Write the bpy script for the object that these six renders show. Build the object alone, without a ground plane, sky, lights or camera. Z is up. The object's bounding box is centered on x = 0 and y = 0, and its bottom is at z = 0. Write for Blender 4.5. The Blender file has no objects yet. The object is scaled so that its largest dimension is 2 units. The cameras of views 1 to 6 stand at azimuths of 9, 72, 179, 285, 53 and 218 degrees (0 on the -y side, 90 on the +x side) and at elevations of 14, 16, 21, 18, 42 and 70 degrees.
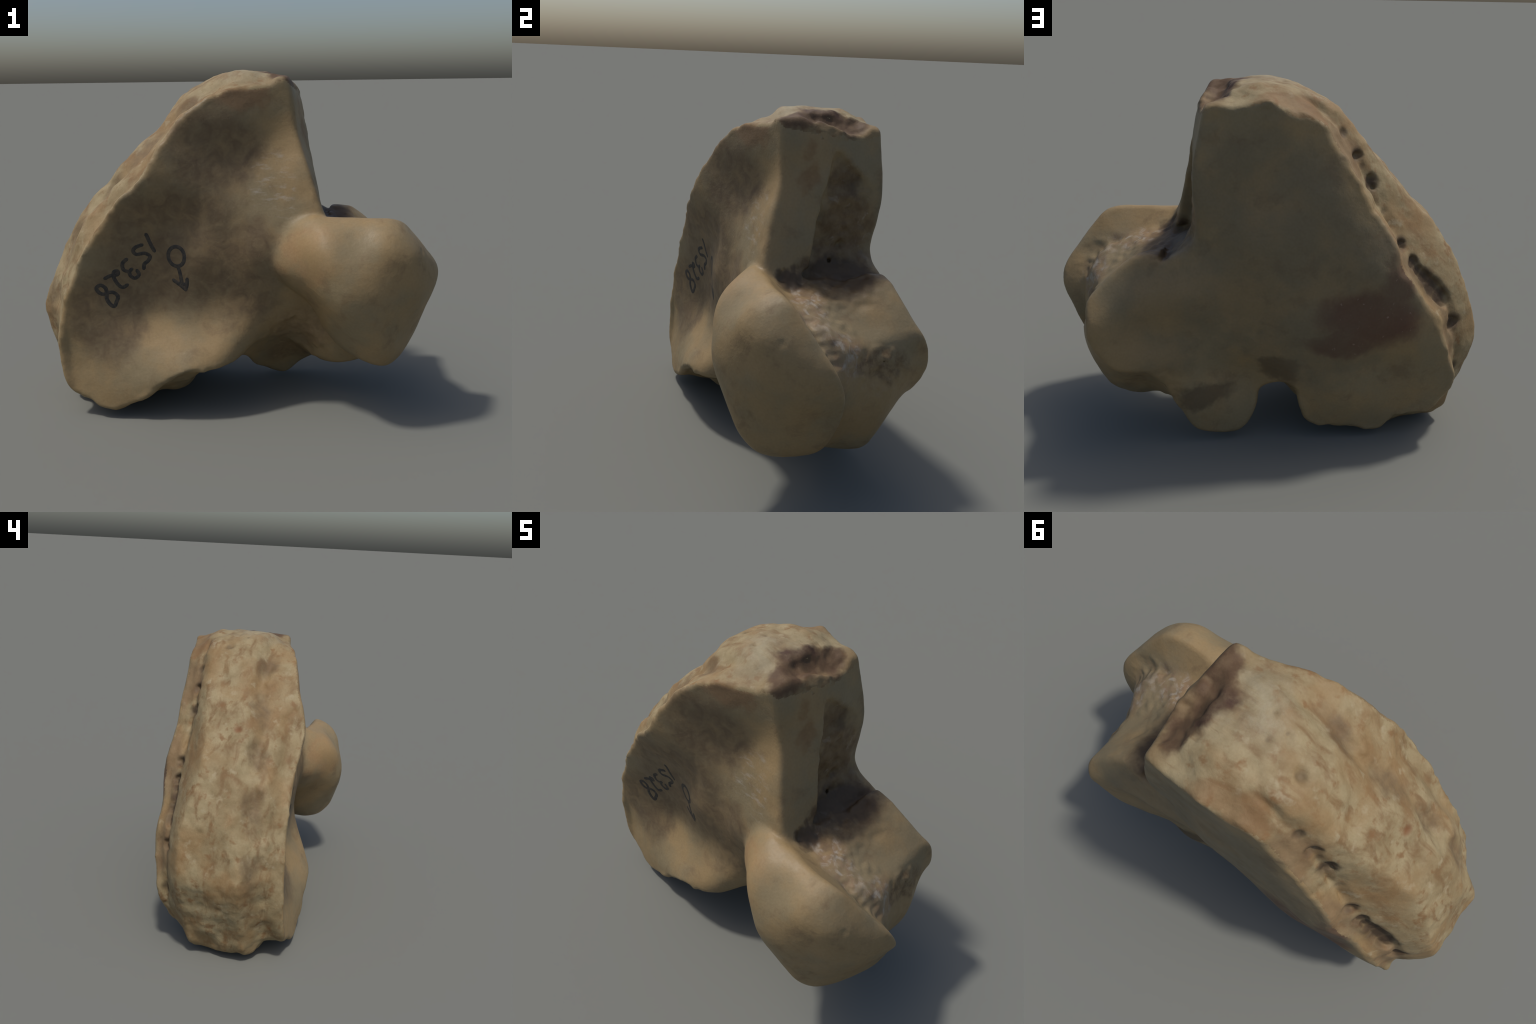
import bpy, math
import numpy as np
from mathutils import Vector
from mathutils.bvhtree import BVHTree

# --------------------------------------------------------------------------
# A wrist/ankle bone: a broad blade with a thick rough crest on one edge, a
# domed joint head in front on the other edge, a back lobe and a small spur.
# The body is modelled as an implicit surface: profiles in the x-z plane that
# morph from the front face to the back face, bounded by two gently bent
# faces, with the joint head blended on, then grooves and pits cut in.
# --------------------------------------------------------------------------
CELL = 0.0075
X = np.arange(-1.06, 1.06, CELL)
Y = np.arange(-0.53, 0.52, CELL)
Z = np.arange(-0.06, 1.74, CELL)


def spline(points, n=10):
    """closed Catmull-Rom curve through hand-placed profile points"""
    P = np.array(points, float)
    out = []
    t = np.linspace(0, 1, n, endpoint=False)[:, None]
    for i in range(len(P)):
        a, b, c, d = P[i - 1], P[i], P[(i + 1) % len(P)], P[(i + 2) % len(P)]
        k = np.linalg.norm(c - b)
        m0 = (c - a) / (np.linalg.norm(c - b) + np.linalg.norm(b - a)) * k
        m1 = (d - b) / (np.linalg.norm(d - c) + np.linalg.norm(c - b)) * k
        out.append((2*t**3-3*t**2+1)*b + (t**3-2*t**2+t)*m0 + (-2*t**3+3*t**2)*c + (t**3-t**2)*m1)
    return np.concatenate(out)


def polygon_distance(poly, gx, gz):
    """signed distance (negative inside) of a closed outline on a grid"""
    best = np.full(gx.shape, 1e9)
    inside = np.zeros(gx.shape, bool)
    for i in range(len(poly)):
        a, b = poly[i - 1], poly[i]
        e = b - a
        wx, wz = gx - a[0], gz - a[1]
        h = np.clip((wx*e[0] + wz*e[1]) / (e @ e + 1e-12), 0, 1)
        best = np.minimum(best, (wx - h*e[0])**2 + (wz - h*e[1])**2)
        cross = (a[1] > gz) != (b[1] > gz)
        with np.errstate(divide='ignore', invalid='ignore'):
            xi = a[0] + (gz - a[1]) * e[0] / (e[1] if e[1] != 0 else 1e-12)
        inside ^= cross & (gx < xi)
    d = np.sqrt(best)
    return np.where(inside, -d, d)


def face_surface(points, gx, gz, c=0.12):
    """smooth bent face y(x, z) through control points (multiquadric)"""
    P = np.array(points, float)
    n = len(P)
    phi = lambda r2: np.sqrt(r2 + c*c)
    A = np.zeros((n + 3, n + 3))
    d2 = ((P[:, None, :2] - P[None, :, :2])**2).sum(-1)
    A[:n, :n] = phi(d2) - 1e-3*np.eye(n)
    A[:n, n] = A[n, :n] = 1
    A[:n, n+1:] = P[:, :2]
    A[n+1:, :n] = P[:, :2].T
    w = np.linalg.solve(A, np.concatenate([P[:, 2], [0, 0, 0]]))
    out = w[n] + w[n+1]*gx + w[n+2]*gz
    for i in range(n):
        out = out + w[i]*phi((gx-P[i, 0])**2 + (gz-P[i, 1])**2)
    return out


def smooth_max(a, b, k):
    h = np.clip(0.5 + 0.5*(a-b)/k, 0, 1)
    return b + (a-b)*h + k*h*(1-h)


def smooth_min(a, b, k):
    return -smooth_max(-a, -b, k)


def ramp(v, a, b):
    t = np.clip((v-a)/(b-a), 0, 1)
    return t*t*(3-2*t)


def noise3(x, y, z, seed):
    """smooth lattice noise in -1..1"""
    table = np.random.RandomState(seed).uniform(-1, 1, 32768).astype(np.float32)
    out = np.zeros(x.shape, np.float32)
    i, j, k = (np.floor(v).astype(np.int32) for v in (x, y, z))
    f = [(v-w).astype(np.float32) for v, w in ((x, i), (y, j), (z, k))]
    f = [v*v*(3-2*v) for v in f]
    for a in (0, 1):
        for b in (0, 1):
            ab = ((i+a) & 31)*1024 + ((j+b) & 31)*32
            wab = (f[0] if a else 1-f[0])*(f[1] if b else 1-f[1])
            for c in (0, 1):
                out += table[ab + ((k+c) & 31)]*wab*(f[2] if c else 1-f[2])
    return out


# ---- profiles of the body (x, z) -----------------------------------------
FRONT = [(.262, 1.640), (.14, 1.618), (-.02, 1.592), (-.20, 1.492), (-.315, 1.358), (-.39, 1.205),
         (-.53, 1.072), (-.70, .835), (-.82, .54), (-.832, .40), (-.825, .28), (-.79, .13),
         (-.69, .075), (-.565, .035), (-.40, .13), (-.178, .245), (.02, .285), (.12, .35), (.22, .33),
         (.33, .24), (.45, .20), (.61, .225), (.74, .29), (.83, .42), (.895, .57), (.90, .68), (.83, .825),
         (.71, .885), (.62, .915), (.52, .935), (.46, .99), (.41, 1.114), (.362, 1.248), (.31, 1.40)]
MIDDLE = [(.265, 1.632), (.16, 1.662), (.05, 1.674), (-.04, 1.668), (-.15, 1.640), (-.28, 1.565), (-.44, 1.38), (-.575, 1.23),
          (-.68, 1.115), (-.758, 1.045), (-.848, .905), (-.917, .76), (-.968, .60), (-.993, .49),
          (-.955, .33), (-.905, .17), (-.855, .04), (-.76, .018), (-.56, .004), (-.40, .058), (-.25, .10), (-.15, .19),
          (-.04, .28), (.035, .24), (.08, .12), (.21, .03), (.31, .10), (.42, .17), (.52, .19), (.64, .19), (.738, .25),
          (.80, .37), (.842, .52), (.818, .64), (.77, .752), (.695, .81), (.60, .88), (.53, .915), (.46, .935), (.42, 1.0), (.405, 1.10), (.372, 1.25), (.338, 1.40)]
BACK = [(.245, 1.592), (.139, 1.605), (.0, 1.622), (-.10, 1.588), (-.172, 1.565), (-.244, 1.505), (-.328, 1.375),
        (-.415, 1.24), (-.535, 1.045), (-.58, .93), (-.685, .785), (-.765, .68), (-.825, .50), (-.868, .305),
        (-.783, .146), (-.63, .103), (-.538, .04), (-.40, .058), (-.26, .075), (-.195, .11), (-.16, .21), (-.115, .285),
        (-.05, .318), (.03, .274), (.045, .187), (.09, .08), (.151, .038), (.315, .075), (.387, .183), (.443, .282),
        (.527, .415), (.66, .455), (.76, .60), (.763, .70), (.766, .76), (.745, .802), (.58, .95), (.515, .965),
        (.39, .97), (.31, 1.03), (.30, 1.12), (.308, 1.31), (.272, 1.50)]
HEAD = [(.18, .74), (.22, .98), (.38, 1.02), (.50, 1.005), (.62, 1.015), (.79, 1.00), (.86, .935), (.925, .85),
        (1.012, .715), (.955, .56), (.885, .37), (.78, .282), (.66, .29), (.53, .36), (.45, .44), (.375, .56)]

# ---- faces: (x, z, y) ------------------------------------------------------
FRONT_FACE = [(.26, 1.636, -.12), (.14, 1.605, -.15), (-.02, 1.58, -.21), (-.2, 1.48, -.28), (-.316, 1.353, -.335),
              (-.363, 1.198, -.37), (-.524, 1.068, -.375), (-.71, .83, -.385), (-.81, .534, -.40), (-.82, .4, -.40),
              (-.8, .28, -.40), (-.77, .12, -.425), (-.57, .03, -.43), (-.41, .12, -.43), (-.178, .24, -.43), (-.06, .27, -.38),
              (.033, .282, -.31), (-.604, .61, -.33), (-.50, .79, -.315), (-.34, .77, -.275), (-.14, .83, -.295), (-.22, .64, -.282), (-.14, .55, -.272),
              (-.10, .42, -.315), (-.27, .43, -.32), (-.43, .48, -.295), (-.53, .36, -.365), (-.20, 1.15, -.305), (-.31, 1.17, -.345), (-.20, .99, -.275), (-.08, 1.02, -.268), (0, 1.23, -.205), (-.09, 1.29, -.235), (.03, 1.46, -.205), (-.13, 1.41, -.255),
              (.205, 1.2, -.175), (.17, 1.34, -.14), (.27, 1.1, -.205), (.29, 1.4, -.115), (.354, 1.248, -.165), (.403, 1.114, -.2),
              (.448, 1.028, -.22), (.02, .9, -.26), (.04, .75, -.265), (.17, .83, -.265), (.1, .57, -.245), (.12, .4, -.24),
              (.22, .45, -.17), (.33, .4, -.105), (.48, .3, -.13), (.2, .3, -.06), (.2, .1, .06), (.35, .15, .04),
              (.6, .6, -.1), (.9, .6, -.08), (.7, .3, -.08), (.8, .9, -.1)]
BACK_FACE = [(.25, 1.59, .395), (0, 1.61, .405), (-.24, 1.5, .372), (-.415, 1.24, .362), (-.535, 1.04, .372), (-.48, .91, .41), (-.67, .78, .352),
             (-.76, .68, .35), (-.825, .49, .325), (-.65, .57, .365), (-.868, .3, .285), (-.78, .15, .25), (-.53, .06, .25), (-.22, .1, .285),
             (-.35, .27, .325), (-.5, .48, .335), (-.39, .59, .395), (-.18, .5, .365), (-.04, .32, .30), (.15, .04, .29), (.31, .08, .32), (.38, .2, .345), (.26, .29, .335), (.44, .28, .345), (.48, .48, .40), (.65, .48, .445),
             (.76, .62, .462), (.772, .70, .462), (.774, .76, .44), (.753, .8, .415), (.56, .97, .350), (.31, 1.02, .362), (.31, 1.16, .395), (.31, 1.31, .408), (.2, 1.22, .392),
             (.03, 1.35, .400), (.05, 1.05, .42), (-.14, 1.16, .41), (-.29, 1.21, .40), (-.06, .88, .405), (-.1, .68, .385), (.17, .66, .355), (-.33, .84, .40), (-.61, .43, .318), (.35, .79, .405), (.1, .46, .31), (.16, .36, .28), (.54, .76, .42), (.5, .63, .39), (.3, .5, .345)]
HEAD_FRONT = [(.18, .75, -.22), (.2, .95, -.20), (.25, .76, -.295), (.25, .9, -.26), (.36, .8, -.365), (.43, .93, -.38), (.38, 1.0, -.28), (.62, 1.0, -.30), (.79, .98, -.30), (.58, .89, -.40), (.69, .89, -.40), (.75, .94, -.365), (.48, .83, -.44), (.5, .75, -.45), (.47, .66, -.42), (.5, .54, -.375),
              (.6, .75, -.462), (.65, .6, -.45), (.70, .45, -.41), (.76, .66, -.41), (.82, .60, -.36), (.80, .42, -.33), (.78, .35, -.33), (.66, .31, -.30), (.53, .39, -.29), (.45, .46, -.25),
              (.38, .56, -.23), (.77, .82, -.40), (.913, .86, -.285), (.995, .715, -.13), (.94, .56, -.20), (.87, .38, -.19),
              (.93, .70, -.285), (.85, .71, -.36)]
HEAD_BACK = [(.3, .75, .0), (.42, 1.01, -.23), (.525, 1.013, -.235), (.65, .99, -.22), (.816, .924, -.17), (.90, .82, -.11), (.969, .705, -.05),
             (.93, .53, -.02), (.87, .37, -.06), (.77, .29, -.10), (.6, .6, .05), (.5, .85, -.05), (.7, .8, -.05), (.55, .35, -.1)]

g2x, g2z = np.meshgrid(X, Z, indexing='ij')
sd = {k: polygon_distance(spline(v), g2x, g2z) for k, v in
      dict(front=FRONT, middle=MIDDLE, back=BACK, head=HEAD).items()}
yf = face_surface(FRONT_FACE, g2x, g2z)
yb = face_surface(BACK_FACE, g2x, g2z)
hf = face_surface(HEAD_FRONT, g2x, g2z)
hb = face_surface(HEAD_BACK, g2x, g2z)


def slope(f):
    a, b = np.gradient(f, CELL)
    return np.sqrt(1 + np.minimum(a*a + b*b, 4))


E3 = lambda a: a[:, None, :]
y3 = Y[None, :, None]
gx = X[:, None, None]
gz = Z[None, None, :]
t = np.clip((y3 - E3(yf)) / np.maximum(E3(yb - yf), .08), 0, 1)

# depth weights: across the crest the middle profile is a raised plateau with
# a shelf towards the back; on the joint side the profiles blend evenly
right = ramp(E3(g2x), 0.0, 0.30) * np.ones_like(t)
# how far in from the front rim the crest reaches its full height
rise = (.34 + .02*ramp(E3(g2z), .55, .8) + .08*ramp(E3(g2z), .95, 1.1) + .16*ramp(E3(g2z), 1.25, 1.4)
        - .33*ramp(E3(g2x), -.22, .05)*ramp(E3(g2z), 1.2, 1.4))
waist = np.exp(-((E3(g2z) - 1.05)/.18)**2)
plate_back = ramp(t, .76 - .09*waist, .97 - .02*waist)
plate_mid = ramp(t, .05, rise) * (1 - plate_back)
even_mid = np.where(t < .5, ramp(t, 0, .5), 1 - ramp(t, .5, 1))
even_back = ramp(t, .5, 1)
wm = plate_mid*(1-right) + even_mid*right
wb = plate_back*(1-right) + even_back*right
outline = (1-wm-wb)*E3(sd['front']) + wm*E3(sd['middle']) + wb*E3(sd['back'])
front_d = (E3(yf) - y3) / E3(slope(yf))
back_d = (y3 - E3(yb)) / E3(slope(yb))
field = smooth_max(smooth_max(outline, front_d, .03), back_d, .03)

body = field
head = smooth_max(smooth_max(E3(sd['head']), (E3(hf)-y3)/E3(slope(hf)), .06), (y3-E3(hb))/E3(slope(hb)), .018)
field = smooth_min(field, head, .02)


def capsule(a, b, r0, r1, squash=(1, 1, 1)):
    a, b, s = np.array(a), np.array(b), squash
    e = b - a
    h = ((gx-a[0])*e[0] + (y3-a[1])*e[1] + (gz-a[2])*e[2]) / (e @ e)
    h = np.clip(h, 0, 1)
    d = np.sqrt(((gx-a[0]-h*e[0])*s[0])**2 + ((y3-a[1]-h*e[1])*s[1])**2 + ((gz-a[2]-h*e[2])*s[2])**2)
    return d - (r0 + (r1-r0)*h)


# triangular hollow in the joint-side wall of the blade, running down into the notch
HOLLOW = [(.155, 1.50), (.108, 1.38), (.068, 1.26), (.035, 1.13), (.02, 1.06), (.005, 1.0), (-.03, .972), (-.01, .945), (.30, .925),
          (.50, 1.0), (.55, 1.28), (.35, 1.34), (.25, 1.42)]
gy2, gz2 = np.meshgrid(Y, Z, indexing='ij')
hollow = polygon_distance(spline(HOLLOW, 6), gy2, gz2)[None]
floor_x = np.interp(Z, [.90, .95, .99, 1.07, 1.27, 1.42, 1.52], [.46, .42, .365, .325, .318, .30, .295])[None, None, :]
field = smooth_max(field, -smooth_max(smooth_max(hollow, floor_x - gx, .03), gx - .455, .03), .018)
# crease right behind the rim of the joint head
field = smooth_max(field, -capsule((.80, -.075, .875), (.955, .02, .68), .022, .03), .025)
# sunken facet on the top end
field = smooth_max(field, -capsule((.22, .06, 1.685), (.25, .27, 1.65), .06, .075), .03)

# ---- relief: worked only on the cells close to the surface ------------------
bi = np.nonzero(np.abs(field) < .05)
bx, by, bz = X[bi[0]], Y[bi[1]], Z[bi[2]]
bf = field[bi]
bo, bfr, bbk, bt = outline[bi], front_d[bi], back_d[bi], t[bi]
edge_side = ramp(bo - np.maximum(bfr, bbk), -.04, .0)            # on the rim, not on the faces
on_crest = edge_side * (1 - ramp(bx - .18*(bz-1.0), .02, .14)) * ramp(bz, -.1, .02)
on_crest = np.maximum(on_crest, edge_side*ramp(bz, 1.52, 1.58)*(1-ramp(bx, .2, .3)))


def lumps(scale, seed, stretch=(1, 1, 1)):
    return noise3(bx*scale*stretch[0], by*scale*stretch[1], bz*scale*stretch[2], seed)


low_end = 1 - ramp(bz, .25, .5)
bf = bf + on_crest*((.008 + .010*low_end)*lumps(10, 1) + .0045*lumps(23, 2) + .0015*lumps(52, 3))
# lowered border beside the front rim, its inner edge wavy
ledge = np.interp(bz, [.2, .5, .75, .97, 1.12, 1.24, 1.32, 1.57], [-.28, -.25, -.205, -.17, -.15, -.15, -.115, -.085])
on_edge = on_crest*(1-ramp(bx, -.05, .1))*(1-ramp(bx + .80 - .5*np.maximum(bz-.3, 0), .18, .32))
bf = bf + on_edge*((.016 + .016*ramp(bz, .6, .8) + .012*np.exp(-((bz-.92)/.16)**2))*np.exp(-((by - ledge - .035*lumps(6.5, 4))/.045)**2)
        - .022*(1-ramp(bz, 1.05, 1.25))*ramp(bz, .15, .3)*np.exp(-((by - ledge + .10)/.045)**2))
# ragged seam beside the back edge
seam = np.interp(bz, [.3, .6, 1.0, 1.25, 1.5, 1.62], [.235, .245, .27, .262, .272, .29])
bf = bf + on_crest*ramp(bz, .22, .36)*(1-ramp(bx, -.22, -.08))*(.026*(.7 + .8*lumps(12, 5))*np.exp(-((by - seam - .012*lumps(20, 6))/.018)**2))
# rough hollows: wall cavity, saddle between joint and lobe, hollow under the joint, broken top facet
def zone(c, r):
    d = np.sqrt(((bx-c[0])/r[0])**2 + ((by-c[1])/r[1])**2 + ((bz-c[2])/r[2])**2)
    return 1 - ramp(d, .75, 1.1)


rough = np.maximum.reduce([zone((.36, .2, 1.15), (.12, .17, .34)), zone((.5, .08, .93), (.22, .26, .12)),
                           zone((.76, -.02, .82), (.22, .14, .18)), zone((.3, .0, .38), (.26, .22, .22)),
                           zone((.22, .17, 1.64), (.13, .17, .12)), zone((.82, .2, .66), (.12, .18, .12)),
                           zone((.55, .3, .3), (.25, .2, .2))*.6])
bf = bf + rough*(.007*lumps(17, 7) + .005*lumps(37, 8)) + .008*lumps(24, 13)*zone((.21, .17, 1.63), (.12, .16, .1))
bf = bf + .003*lumps(6, 9) + .0012*lumps(20, 10)*(1-on_crest)

PITS = [((-.31, .275, 1.485), .018), ((-.372, .272, 1.39), .026), ((-.435, .262, 1.27), .031), ((-.395, .272, 1.345), .015), ((-.50, .27, 1.15), .014),
        ((-.58, .28, 1.01), .026), ((-.635, .275, .92), .028), ((-.66, .27, .88), .024), ((-.85, .25, .62), .032), ((-.885, .24, .38), .022),
        ((-.212, .138, 1.612), .022), ((-.585, -.045, 1.232), .013), ((-.10, .06, 1.66), .009), ((-.06, .12, 1.668), .010),
        ((-.02, .03, 1.672), .008), ((-.78, -.36, .235), .02), ((-.84, -.2, .10), .022),
        ((.325, .184, 1.072), .018), ((.34, .13, 1.0), .015), ((.46, -.13, .975), .022), ((.42, -.06, .955), .018), ((.785, .22, .685), .008),
        ((.315, .24, 1.36), .012), ((.913, -.28, .864), .007), ((.50, .36, .42), .016), ((.46, .32, .33), .014), ((.42, .30, .27), .014),
        ((.33, -.12, .55), .018), ((.25, -.02, .28), .022)]
for (cx, cy, cz), r in PITS:
    near = np.nonzero((np.abs(bx-cx) < r*2+.03) & (np.abs(by-cy) < r*2+.03) & (np.abs(bz-cz) < r*2+.03))[0]
    px, py, pz = bx[near], by[near], bz[near]
    d = np.sqrt((px-cx)**2 + (py-cy)**2 + (pz-cz)**2)
    deep = cx < -.3 and cy > .2
    bf[near] = smooth_max(bf[near], r*((1.1 if deep else .85)+.45*noise3(px*34, py*34, pz*34, 11)) - d, .014 if deep else .022)
# the long ragged cleft at the low end of the seam
e = np.array([-.10, -.015, -.12]); w = [bx+.69, by-.275, bz-.855]
h = np.clip((w[0]*e[0]+w[1]*e[1]+w[2]*e[2])/(e @ e), 0, 1)
d = np.sqrt((w[0]-h*e[0])**2 + (w[1]-h*e[1])**2 + (w[2]-h*e[2])**2)
bf = smooth_max(bf, .034*(1+.45*lumps(13, 12)+.2*lumps(33, 14)) - d, .015)
field[bi] = bf
field = smooth_max(field, .001 - gz, .006)


def surface_net(f):
    """dual mesh of the zero level: one vertex per crossed cell, quads on crossed edges"""
    s = f < 0
    n = f.shape
    acc = np.zeros((n[0]-1, n[1]-1, n[2]-1, 3), np.float32)
    cnt = np.zeros((n[0]-1, n[1]-1, n[2]-1), np.float32)
    sl = lambda o, m: slice(o, m-1+o)
    for ax in range(3):
        o1, o2 = [i for i in range(3) if i != ax]
        for p in (0, 1):
            for q in (0, 1):
                off = [0, 0, 0]; off[o1] = p; off[o2] = q
                i0 = tuple(sl(off[i], n[i]) for i in range(3))
                off[ax] = 1
                i1 = tuple(sl(off[i], n[i]) for i in range(3))
                a, b = f[i0], f[i1]
                m = (a < 0) != (b < 0)
                u = np.where(m, a/np.where(m, a-b, 1), 0)
                cnt += m
                acc[..., ax] += np.where(m, u, 0)
                acc[..., o1] += np.where(m, p, 0)
                acc[..., o2] += np.where(m, q, 0)
    live = cnt > 0
    idx = np.full(live.shape, -1, np.int64)
    idx[live] = np.arange(live.sum())
    ijk = np.argwhere(live)
    v = (ijk + acc[live]/cnt[live][:, None])*CELL + np.array([X[0], Y[0], Z[0]])
    faces = []
    for ax in range(3):
        o1, o2 = [(1, 2), (2, 0), (0, 1)][ax]
        a = np.take(s, range(n[ax]-1), ax)
        b = np.take(s, range(1, n[ax]), ax)
        e = np.argwhere(a != b)
        e = e[(e[:, o1] > 0) & (e[:, o2] > 0) & (e[:, o1] < n[o1]-1) & (e[:, o2] < n[o2]-1)]
        flip = ~a[tuple(e.T)]
        q = []
        for p1, p2 in ((1, 1), (0, 1), (0, 0), (1, 0)):
            c = e.copy(); c[:, o1] -= p1; c[:, o2] -= p2
            q.append(idx[tuple(c.T)])
        q = np.stack(q, 1)
        q[flip] = q[flip][:, ::-1]
        faces.append(q)
    return v, np.concatenate(faces)


verts, quads = surface_net(field)
whole = bpy.data.meshes.new('whole')
whole.from_pydata(verts.tolist(), [], quads.tolist())
whole.update()
vn = np.zeros(len(verts)*3)
whole.vertices.foreach_get('normal', vn)
vn = vn.reshape(-1, 3)

# ---- name the regions of the one smooth surface -----------------------------
fc = verts[quads].mean(1)
gi = tuple(np.clip(((fc[:, k]-o)/CELL).round().astype(int), 0, field.shape[k]-1) for k, o in enumerate((X[0], Y[0], Z[0])))
fx, fy, fz = fc.T
region = np.zeros(len(quads), int)                                            # 0 blade
rim = (outline[gi] > np.maximum(front_d[gi], back_d[gi]) + .004) & (vn[quads].mean(1)[:, 0] < .55)
top = (fz > 1.55) & (vn[quads].mean(1)[:, 2] > .3)
region[(rim | top) & ((fx - .18*(fz-1.0) < .08) | (fz > 1.55)) & (fz > .03 + .25*ramp(fx, -.6, -.3))] = 1   # crest
region[(fx > .40) & (fz < 1.02) & (region == 0)] = 2                          # lobe
region[(fx > .02) & (fx < .41) & (fz < .27) & (fy > -.02)] = 3                # spur
region[(head[gi] < body[gi]) & (fx > .26)] = 4                                # joint head


# ---- materials -----------------------------------------------------------------
class Graph:
    def __init__(self, name):
        self.m = bpy.data.materials.new(name)
        self.m.use_nodes = True
        self.t = self.m.node_tree
        self.bsdf = self.t.nodes['Principled BSDF']

    def put(self, sock, v):
        if isinstance(v, bpy.types.NodeSocket):
            self.t.links.new(v, sock)
        elif v is not None:
            sock.default_value = v

    def node(self, kind, out=0, ins=(), **kw):
        n = self.t.nodes.new(kind)
        for k, v in kw.items():
            setattr(n, k, v)
        for k, v in (ins.items() if isinstance(ins, dict) else enumerate(ins)):
            self.put(n.inputs[k], v)
        return n.outputs[out]

    def math(self, op, a, b=None, clamp=False):
        return self.node('ShaderNodeMath', 0, [a] if b is None else [a, b], operation=op, use_clamp=clamp)

    def vec(self, op, a, b):
        return self.node('ShaderNodeVectorMath', 1 if op == 'LENGTH' else 0, [a] if b is None else [a, b], operation=op)

    def step(self, v, lo, hi, a=0.0, b=1.0):
        return self.node('ShaderNodeMapRange', 0, {'Value': v, 'From Min': lo, 'From Max': hi, 'To Min': a, 'To Max': b},
                         interpolation_type='SMOOTHSTEP')

    def noise(self, co, scale, detail=4, rough=.6, distort=0, out=0):
        return self.node('ShaderNodeTexNoise', out, {'Vector': co, 'Scale': scale, 'Detail': detail, 'Roughness': rough, 'Distortion': distort})

    def mix(self, f, a, b, blend='MIX'):
        n = self.t.nodes.new('ShaderNodeMix')
        n.data_type = 'RGBA'
        n.blend_type = blend
        self.put(n.inputs[0], f)
        self.put(n.inputs[6], a if not isinstance(a, tuple) else (*a, 1))
        self.put(n.inputs[7], b if not isinstance(b, tuple) else (*b, 1))
        return n.outputs[2]


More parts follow.
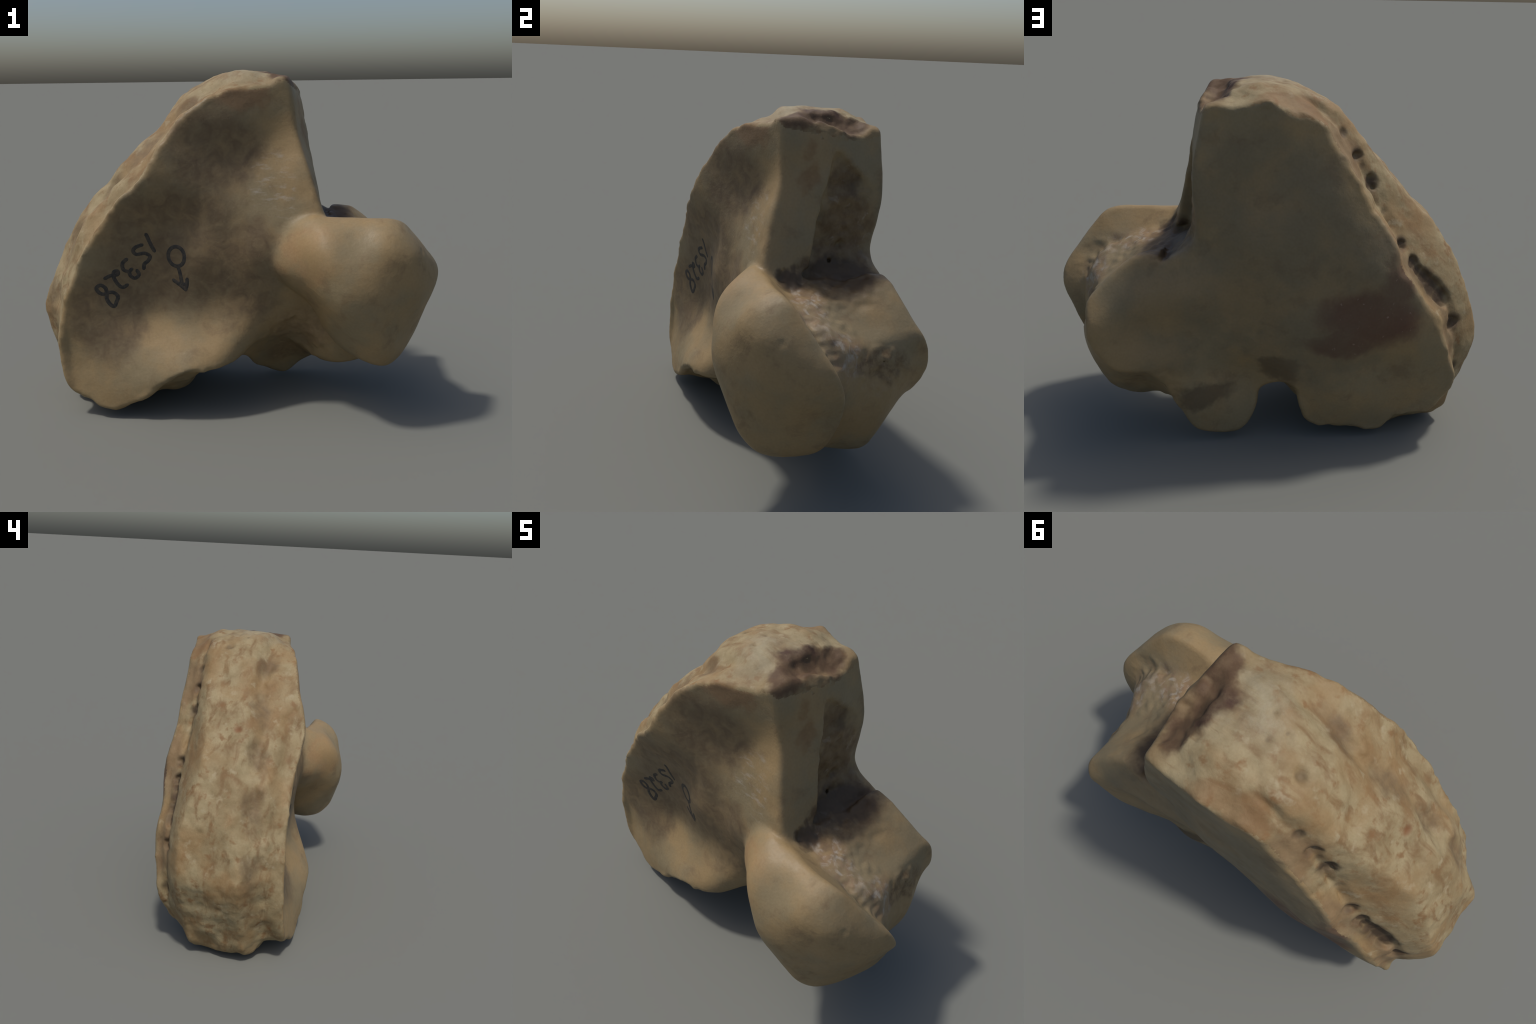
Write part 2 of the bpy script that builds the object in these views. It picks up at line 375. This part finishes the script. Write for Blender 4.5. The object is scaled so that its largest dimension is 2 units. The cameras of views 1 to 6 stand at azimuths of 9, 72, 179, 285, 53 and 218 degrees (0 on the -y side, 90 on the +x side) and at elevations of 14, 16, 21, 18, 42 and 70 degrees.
def bone_material(name, crest):
    g = Graph(name)
    co = g.node('ShaderNodeTexCoord', 3)
    wob = g.vec('SUBTRACT', g.noise(co, 5, 4, .6, out=1), (.5, .5, .5))
    cw = g.vec('ADD', co, g.node('ShaderNodeVectorMath', 0, {0: wob, 3: .22}, operation='SCALE'))


    def blob(c, r, lo=.65, hi=1.15, ragged=True):
        """soft patch around a point, 1 inside"""
        d = g.vec('SUBTRACT', cw if ragged else co, c)
        d = g.vec('DIVIDE', d, r)
        return g.step(g.vec('LENGTH', d, None), lo, hi, 1.0, 0.0)


    def union(*b):
        o = b[0]
        for k in b[1:]:
            o = g.math('MAXIMUM', o, k)
        return o


    n_big = g.noise(co, 3.2, 5, .6)
    n_mid = g.noise(co, 9, 5, .65, .4)
    n_fine = g.noise(co, 28, 4, .65)
    n_soft = g.noise(co, 15, 4, .6, .8)
    n_grain = g.noise(co, 90, 3, .6)
    streak = g.noise(g.node('ShaderNodeMapping', 0, {0: co, 3: (14, 14, 40)}), 1, 4, .6)

    OCHRE, OLIVE, BROWN = (.305, .212, .103), (.25, .194, .108), (.185, .122, .065)
    CREAM, PALE, RUST = (.250, .186, .096), (.325, .260, .146), (.20, .105, .042)
    DARK, UMBER, MAROON, CHALK = (.055, .036, .022), (.125, .076, .036), (.095, .020, .013), (.40, .35, .28)

    if not crest:
        base = g.mix(g.step(n_big, .38, .62), OCHRE, OLIVE)
        base = g.mix(g.step(n_mid, .52, .72, 0, .55), base, BROWN)

        # hollow front face: mottled darker brown
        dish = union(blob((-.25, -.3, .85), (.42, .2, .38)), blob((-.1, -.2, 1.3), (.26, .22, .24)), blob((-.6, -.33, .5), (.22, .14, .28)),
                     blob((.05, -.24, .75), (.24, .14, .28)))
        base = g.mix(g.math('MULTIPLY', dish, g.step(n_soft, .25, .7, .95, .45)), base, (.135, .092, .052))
        base = g.mix(g.math('MULTIPLY', blob((.07, -.21, 1.58), (.16, .08, .12)), .6), base, (.20, .105, .05))
        # pale streaks above the neck
        base = g.mix(g.math('MULTIPLY', union(blob((.2, -.18, 1.18), (.12, .12, .16)), blob((.27, -.2, 1.08), (.07, .1, .1))), g.step(streak, .48, .72, 0, .6)), base, CHALK)

        # broken and porous hollows
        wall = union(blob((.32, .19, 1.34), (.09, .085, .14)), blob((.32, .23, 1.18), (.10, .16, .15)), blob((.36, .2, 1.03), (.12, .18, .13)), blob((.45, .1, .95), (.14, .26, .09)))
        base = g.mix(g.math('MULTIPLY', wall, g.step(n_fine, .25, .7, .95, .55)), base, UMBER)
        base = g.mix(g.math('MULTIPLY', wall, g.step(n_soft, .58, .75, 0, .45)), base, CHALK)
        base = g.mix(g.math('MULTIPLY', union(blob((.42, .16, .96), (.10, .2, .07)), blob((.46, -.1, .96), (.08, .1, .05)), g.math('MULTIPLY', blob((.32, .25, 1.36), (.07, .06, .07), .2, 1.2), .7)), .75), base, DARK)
        saddle = union(blob((.66, -.06, .91), (.18, .10, .10)), blob((.84, .02, .76), (.13, .12, .14)))
        base = g.mix(g.math('MULTIPLY', saddle, g.step(n_fine, .3, .6, .7, .2)), base, (.25, .16, .10))
        base = g.mix(g.math('MULTIPLY', saddle, g.step(n_soft, .47, .68, 0, .8)), base, CHALK)
        base = g.mix(g.math('MULTIPLY', blob((.8, .2, .67), (.10, .16, .07)), g.step(n_fine, .3, .65, .85, .2)), base, UMBER)
        base = g.mix(g.math('MULTIPLY', blob((.33, .02, 1.43), (.06, .06, .12)), .5), base, RUST)
        under = union(blob((.32, -.05, .42), (.20, .16, .18)), blob((.22, .1, .22), (.18, .12, .1)))
        base = g.mix(g.math('MULTIPLY', under, g.step(n_fine, .35, .7, .65, .2)), base, BROWN)
        base = g.mix(g.math('MULTIPLY', under, g.step(n_fine, .6, .75, 0, .4)), base, CHALK)
        # rust around the neck of the joint
        base = g.mix(g.math('MULTIPLY', blob((.40, -.3, .82), (.17, .16, .17)), g.step(n_mid, .35, .65, .15, .6)), base, (.34, .21, .10))

        # back face: red stain and dark patches, then an overall tint
        red = union(blob((-.45, .39, .70), (.25, .12, .17), .55, 1.15), blob((-.56, .37, .86), (.12, .1, .14), .5, 1.15), blob((-.32, .38, .57), (.17, .1, .08), .5, 1.15))
        base = g.mix(g.math('MULTIPLY', red, .88), base, MAROON)
        base = g.mix(g.math('MULTIPLY', red, g.step(g.noise(co, 42, 2, .5), .66, .74, 0, .6)), base, (.38, .25, .2))
        base = g.mix(g.math('MULTIPLY', union(blob((.28, .33, .28), (.13, .1, .07)), blob((-.05, .36, .4), (.12, .1, .07))), .6), base, DARK)
        back_shade_tint = blob((-.1, .46, .8), (.95, .16, .95), .7, 1.0)  # whole back tinted darker for the shade it lies in
        base = g.mix(g.math('MULTIPLY', back_shade_tint, g.step(n_big, .3, .7, .35, .65)), base, (.165, .133, .082))

    else:
        # ---- the rough crest carries its own paler colour
        crest_mottle = g.mix(g.step(g.noise(co, 6, 4, .6), .36, .64), CREAM, PALE)
        crest_mottle = g.mix(g.step(g.noise(g.node('ShaderNodeMapping', 0, {0: co, 3: (7, 17, 9)}), 1, 4, .55, .5), .47, .70, 0, .9), crest_mottle, (.19, .115, .052))
        crest_mottle = g.mix(g.step(g.noise(co, 19, 3, .55), .55, .74, 0, .8), crest_mottle, RUST)
        ochre = g.step(g.noise(co, 4.3, 3, .5), .45, .66, 0, .6)
        crest_mottle = g.mix(ochre, crest_mottle, (.265, .165, .072))
        crest_mottle = g.mix(g.step(g.noise(co, 15, 3, .55), .60, .74, 0, .6), crest_mottle, (.37, .31, .195))
        band = union(blob((-.42, -.13, 1.31), (.13, .08, .15), .3, 1.2), blob((-.20, -.09, 1.52), (.12, .07, .12), .3, 1.2),
                     blob((-.62, -.17, 1.08), (.12, .07, .14), .3, 1.2), blob((-.80, -.21, .88), (.10, .06, .16), .3, 1.2),
                     blob((-.92, -.26, .62), (.1, .05, .22), .3, 1.2))
        crest_mottle = g.mix(g.math('MULTIPLY', band, g.step(n_fine, .3, .7, .85, .5)), crest_mottle, (.15, .102, .055))
        shelf = union(blob((-.35, .32, 1.38), (.16, .06, .2)), blob((-.6, .32, 1.0), (.16, .06, .24)), blob((-.82, .29, .6), (.12, .06, .26)))
        crest_mottle = g.mix(g.math('MULTIPLY', shelf, .65), crest_mottle, (.205, .135, .072))
        crest_mottle = g.mix(g.math('MULTIPLY', blob((.03, .02, 1.68), (.22, .22, .09), .3, 1.1), g.step(n_mid, .3, .65, .75, .2)), crest_mottle, (.34, .295, .195))
        crest_mottle = g.mix(g.math('MULTIPLY', union(blob((-.16, .33, 1.57), (.12, .08, .1)), blob((-.02, .36, 1.62), (.12, .06, .06))), .6), crest_mottle, (.20, .115, .05))
        topstain = union(blob((.19, .13, 1.64), (.10, .12, .09)), blob((.23, .25, 1.62), (.07, .11, .09)), blob((.23, .0, 1.64), (.07, .12, .07)))
        crest_mottle = g.mix(g.math('MULTIPLY', topstain, g.step(n_fine, .3, .7, 1.0, .75)), crest_mottle, (.062, .030, .019))
        crest_mottle = g.mix(g.math('MULTIPLY', blob((.23, .1, 1.62), (.09, .3, .09)), .5), crest_mottle, (.15, .095, .048))
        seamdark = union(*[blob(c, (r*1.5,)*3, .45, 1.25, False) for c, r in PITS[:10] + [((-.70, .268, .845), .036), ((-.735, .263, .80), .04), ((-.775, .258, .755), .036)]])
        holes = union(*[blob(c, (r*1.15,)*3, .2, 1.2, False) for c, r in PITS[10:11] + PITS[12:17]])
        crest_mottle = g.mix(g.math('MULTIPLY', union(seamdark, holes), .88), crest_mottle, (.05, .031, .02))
        crest_mottle = g.mix(blob(PITS[11][0], (.028, .035, .028), .3, 1.1, False), crest_mottle, (.19, .085, .035))

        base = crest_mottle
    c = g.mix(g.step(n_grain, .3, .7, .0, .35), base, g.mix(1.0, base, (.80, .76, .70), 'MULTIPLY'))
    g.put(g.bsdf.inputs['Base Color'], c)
    g.put(g.bsdf.inputs['Roughness'], .68 if crest else g.step(n_mid, .3, .7, .46, .62))
    g.bsdf.inputs['Specular IOR Level'].default_value = .3
    k = .22 if crest else .15
    b1 = g.node('ShaderNodeBump', 0, {'Strength': k, 'Distance': .012, 'Height': n_fine})
    b2 = g.node('ShaderNodeBump', 0, {'Strength': k*.7, 'Distance': .004, 'Height': n_grain, 'Normal': b1})
    g.put(g.bsdf.inputs['Normal'], b2)
    return g.m


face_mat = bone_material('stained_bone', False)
crest_mat = bone_material('weathered_crest_bone', True)
ig = Graph('faded_black_ink')
ig.put(ig.bsdf.inputs['Base Color'], ig.mix(ig.step(ig.noise(ig.node('ShaderNodeTexCoord', 3), 60, 3), .35, .7), (.026, .024, .021), (.065, .051, .036)))
ig.bsdf.inputs['Roughness'].default_value = .7

# ---- assemble ------------------------------------------------------------------
bone = bpy.data.objects.new('animal_bone', None)
bpy.context.collection.objects.link(bone)
bone["label"] = "old tan animal ankle bone with rough crest and domed joint"
bone["category"] = "bone"


def child(name, mesh, parent):
    o = bpy.data.objects.new(name, mesh)
    bpy.context.collection.objects.link(o)
    o.parent = parent
    return o


for k, name in enumerate(('blade', 'crest', 'back_lobe', 'spur', 'joint_head')):
    fq = quads[region == k]
    used, inv = np.unique(fq, return_inverse=True)
    me = bpy.data.meshes.new(name)
    me.from_pydata(verts[used].tolist(), [], inv.reshape(-1, 4).tolist())
    me.polygons.foreach_set('use_smooth', np.ones(len(me.polygons), bool))
    me.update()
    me.normals_split_custom_set_from_vertices(vn[used].tolist())
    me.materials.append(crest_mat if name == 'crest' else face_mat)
    child(name, me, bone)

# ---- handwriting in ink on the front face: strokes laid on the surface -----------
tree = BVHTree.FromPolygons([Vector(v) for v in verts], quads.tolist())


def open_curve(points, n=7):
    P = np.array(points, float)
    P = np.vstack([2*P[0]-P[1], P, 2*P[-1]-P[-2]])
    u = np.linspace(0, 1, n, endpoint=False)[:, None]
    out = [0.5*(2*b + (c-a)*u + (2*a-5*b+4*c-d)*u**2 + (3*b-a-3*c+d)*u**3)
           for a, b, c, d in zip(P, P[1:], P[2:], P[3:])]
    return np.vstack(out + [P[-2][None]])


def ink(name, strokes, width, parent):
    vs, fs = [], []
    across = np.linspace(-1, 1, 7)
    for st in strokes:
        c = open_curve(st)
        d = np.gradient(c, axis=0)
        d /= np.linalg.norm(d, axis=1)[:, None] + 1e-9
        c = np.vstack([c[0]-d[0]*width*.7, c, c[-1]+d[-1]*width*.7])
        d = np.vstack([d[0], d, d[-1]])
        taper = np.ones(len(c)); taper[0] = taper[-1] = .45
        side = np.stack([-d[:, 1], d[:, 0]], 1)
        base = len(vs)
        for i in range(len(c)):
            for a in across:
                p = c[i] + side[i]*a*width*taper[i]
                hit, nor, _, _ = tree.ray_cast(Vector((p[0], -.8, p[1])), Vector((0, 1, 0)))
                vs.append(hit + nor*(.0016*(1-a*a) - .0006))
        m = len(across)
        for i in range(len(c)-1):
            for j in range(m-1):
                q = base + i*m + j
                fs.append((q, q+m, q+m+1, q+1))
    me = bpy.data.meshes.new(name)
    me.from_pydata([tuple(v) for v in vs], [], fs)
    me.polygons.foreach_set('use_smooth', np.ones(len(me.polygons), bool))
    me.materials.append(ig.m)
    return child(name, me, parent)


number = bpy.data.objects.new('ink_number', None)
bpy.context.collection.objects.link(number)
number.parent = bone
for strokes in ([[(-.398, .918), (-.384, .873), (-.368, .833)]],
                [[(-.423, .866), (-.454, .854), (-.465, .835), (-.451, .818), (-.415, .822), (-.391, .805), (-.402, .782), (-.42, .766), (-.425, .743)]],
                [[(-.5, .795), (-.52, .774), (-.519, .742), (-.495, .731), (-.481, .743)], [(-.495, .731), (-.489, .706), (-.469, .694), (-.45, .712), (-.457, .734)]],
                [[(-.607, .701), (-.582, .713), (-.55, .717), (-.546, .736), (-.564, .732), (-.567, .701), (-.549, .662), (-.53, .649), (-.51, .66)]],
                [[(-.605, .626), (-.611, .652), (-.632, .667), (-.651, .653), (-.641, .63), (-.621, .619), (-.605, .626)],
                 [(-.605, .626), (-.576, .625), (-.557, .603), (-.565, .575), (-.577, .553), (-.597, .571), (-.608, .598), (-.605, .626)]]):
    ink('ink_digit', strokes, .0118, number)
ring = [(-.259 + .042*math.cos(a), .807 + .049*math.sin(a)) for a in np.linspace(0, 2*math.pi, 13)]
ink('ink_male_symbol', [ring, [(-.254, .758), (-.244, .723), (-.236, .665)], [(-.279, .685), (-.246, .663), (-.22, .640)],
                        [(-.22, .640), (-.212, .666), (-.209, .695)], [(-.246, .672), (-.225, .668)]], .0125, bone)
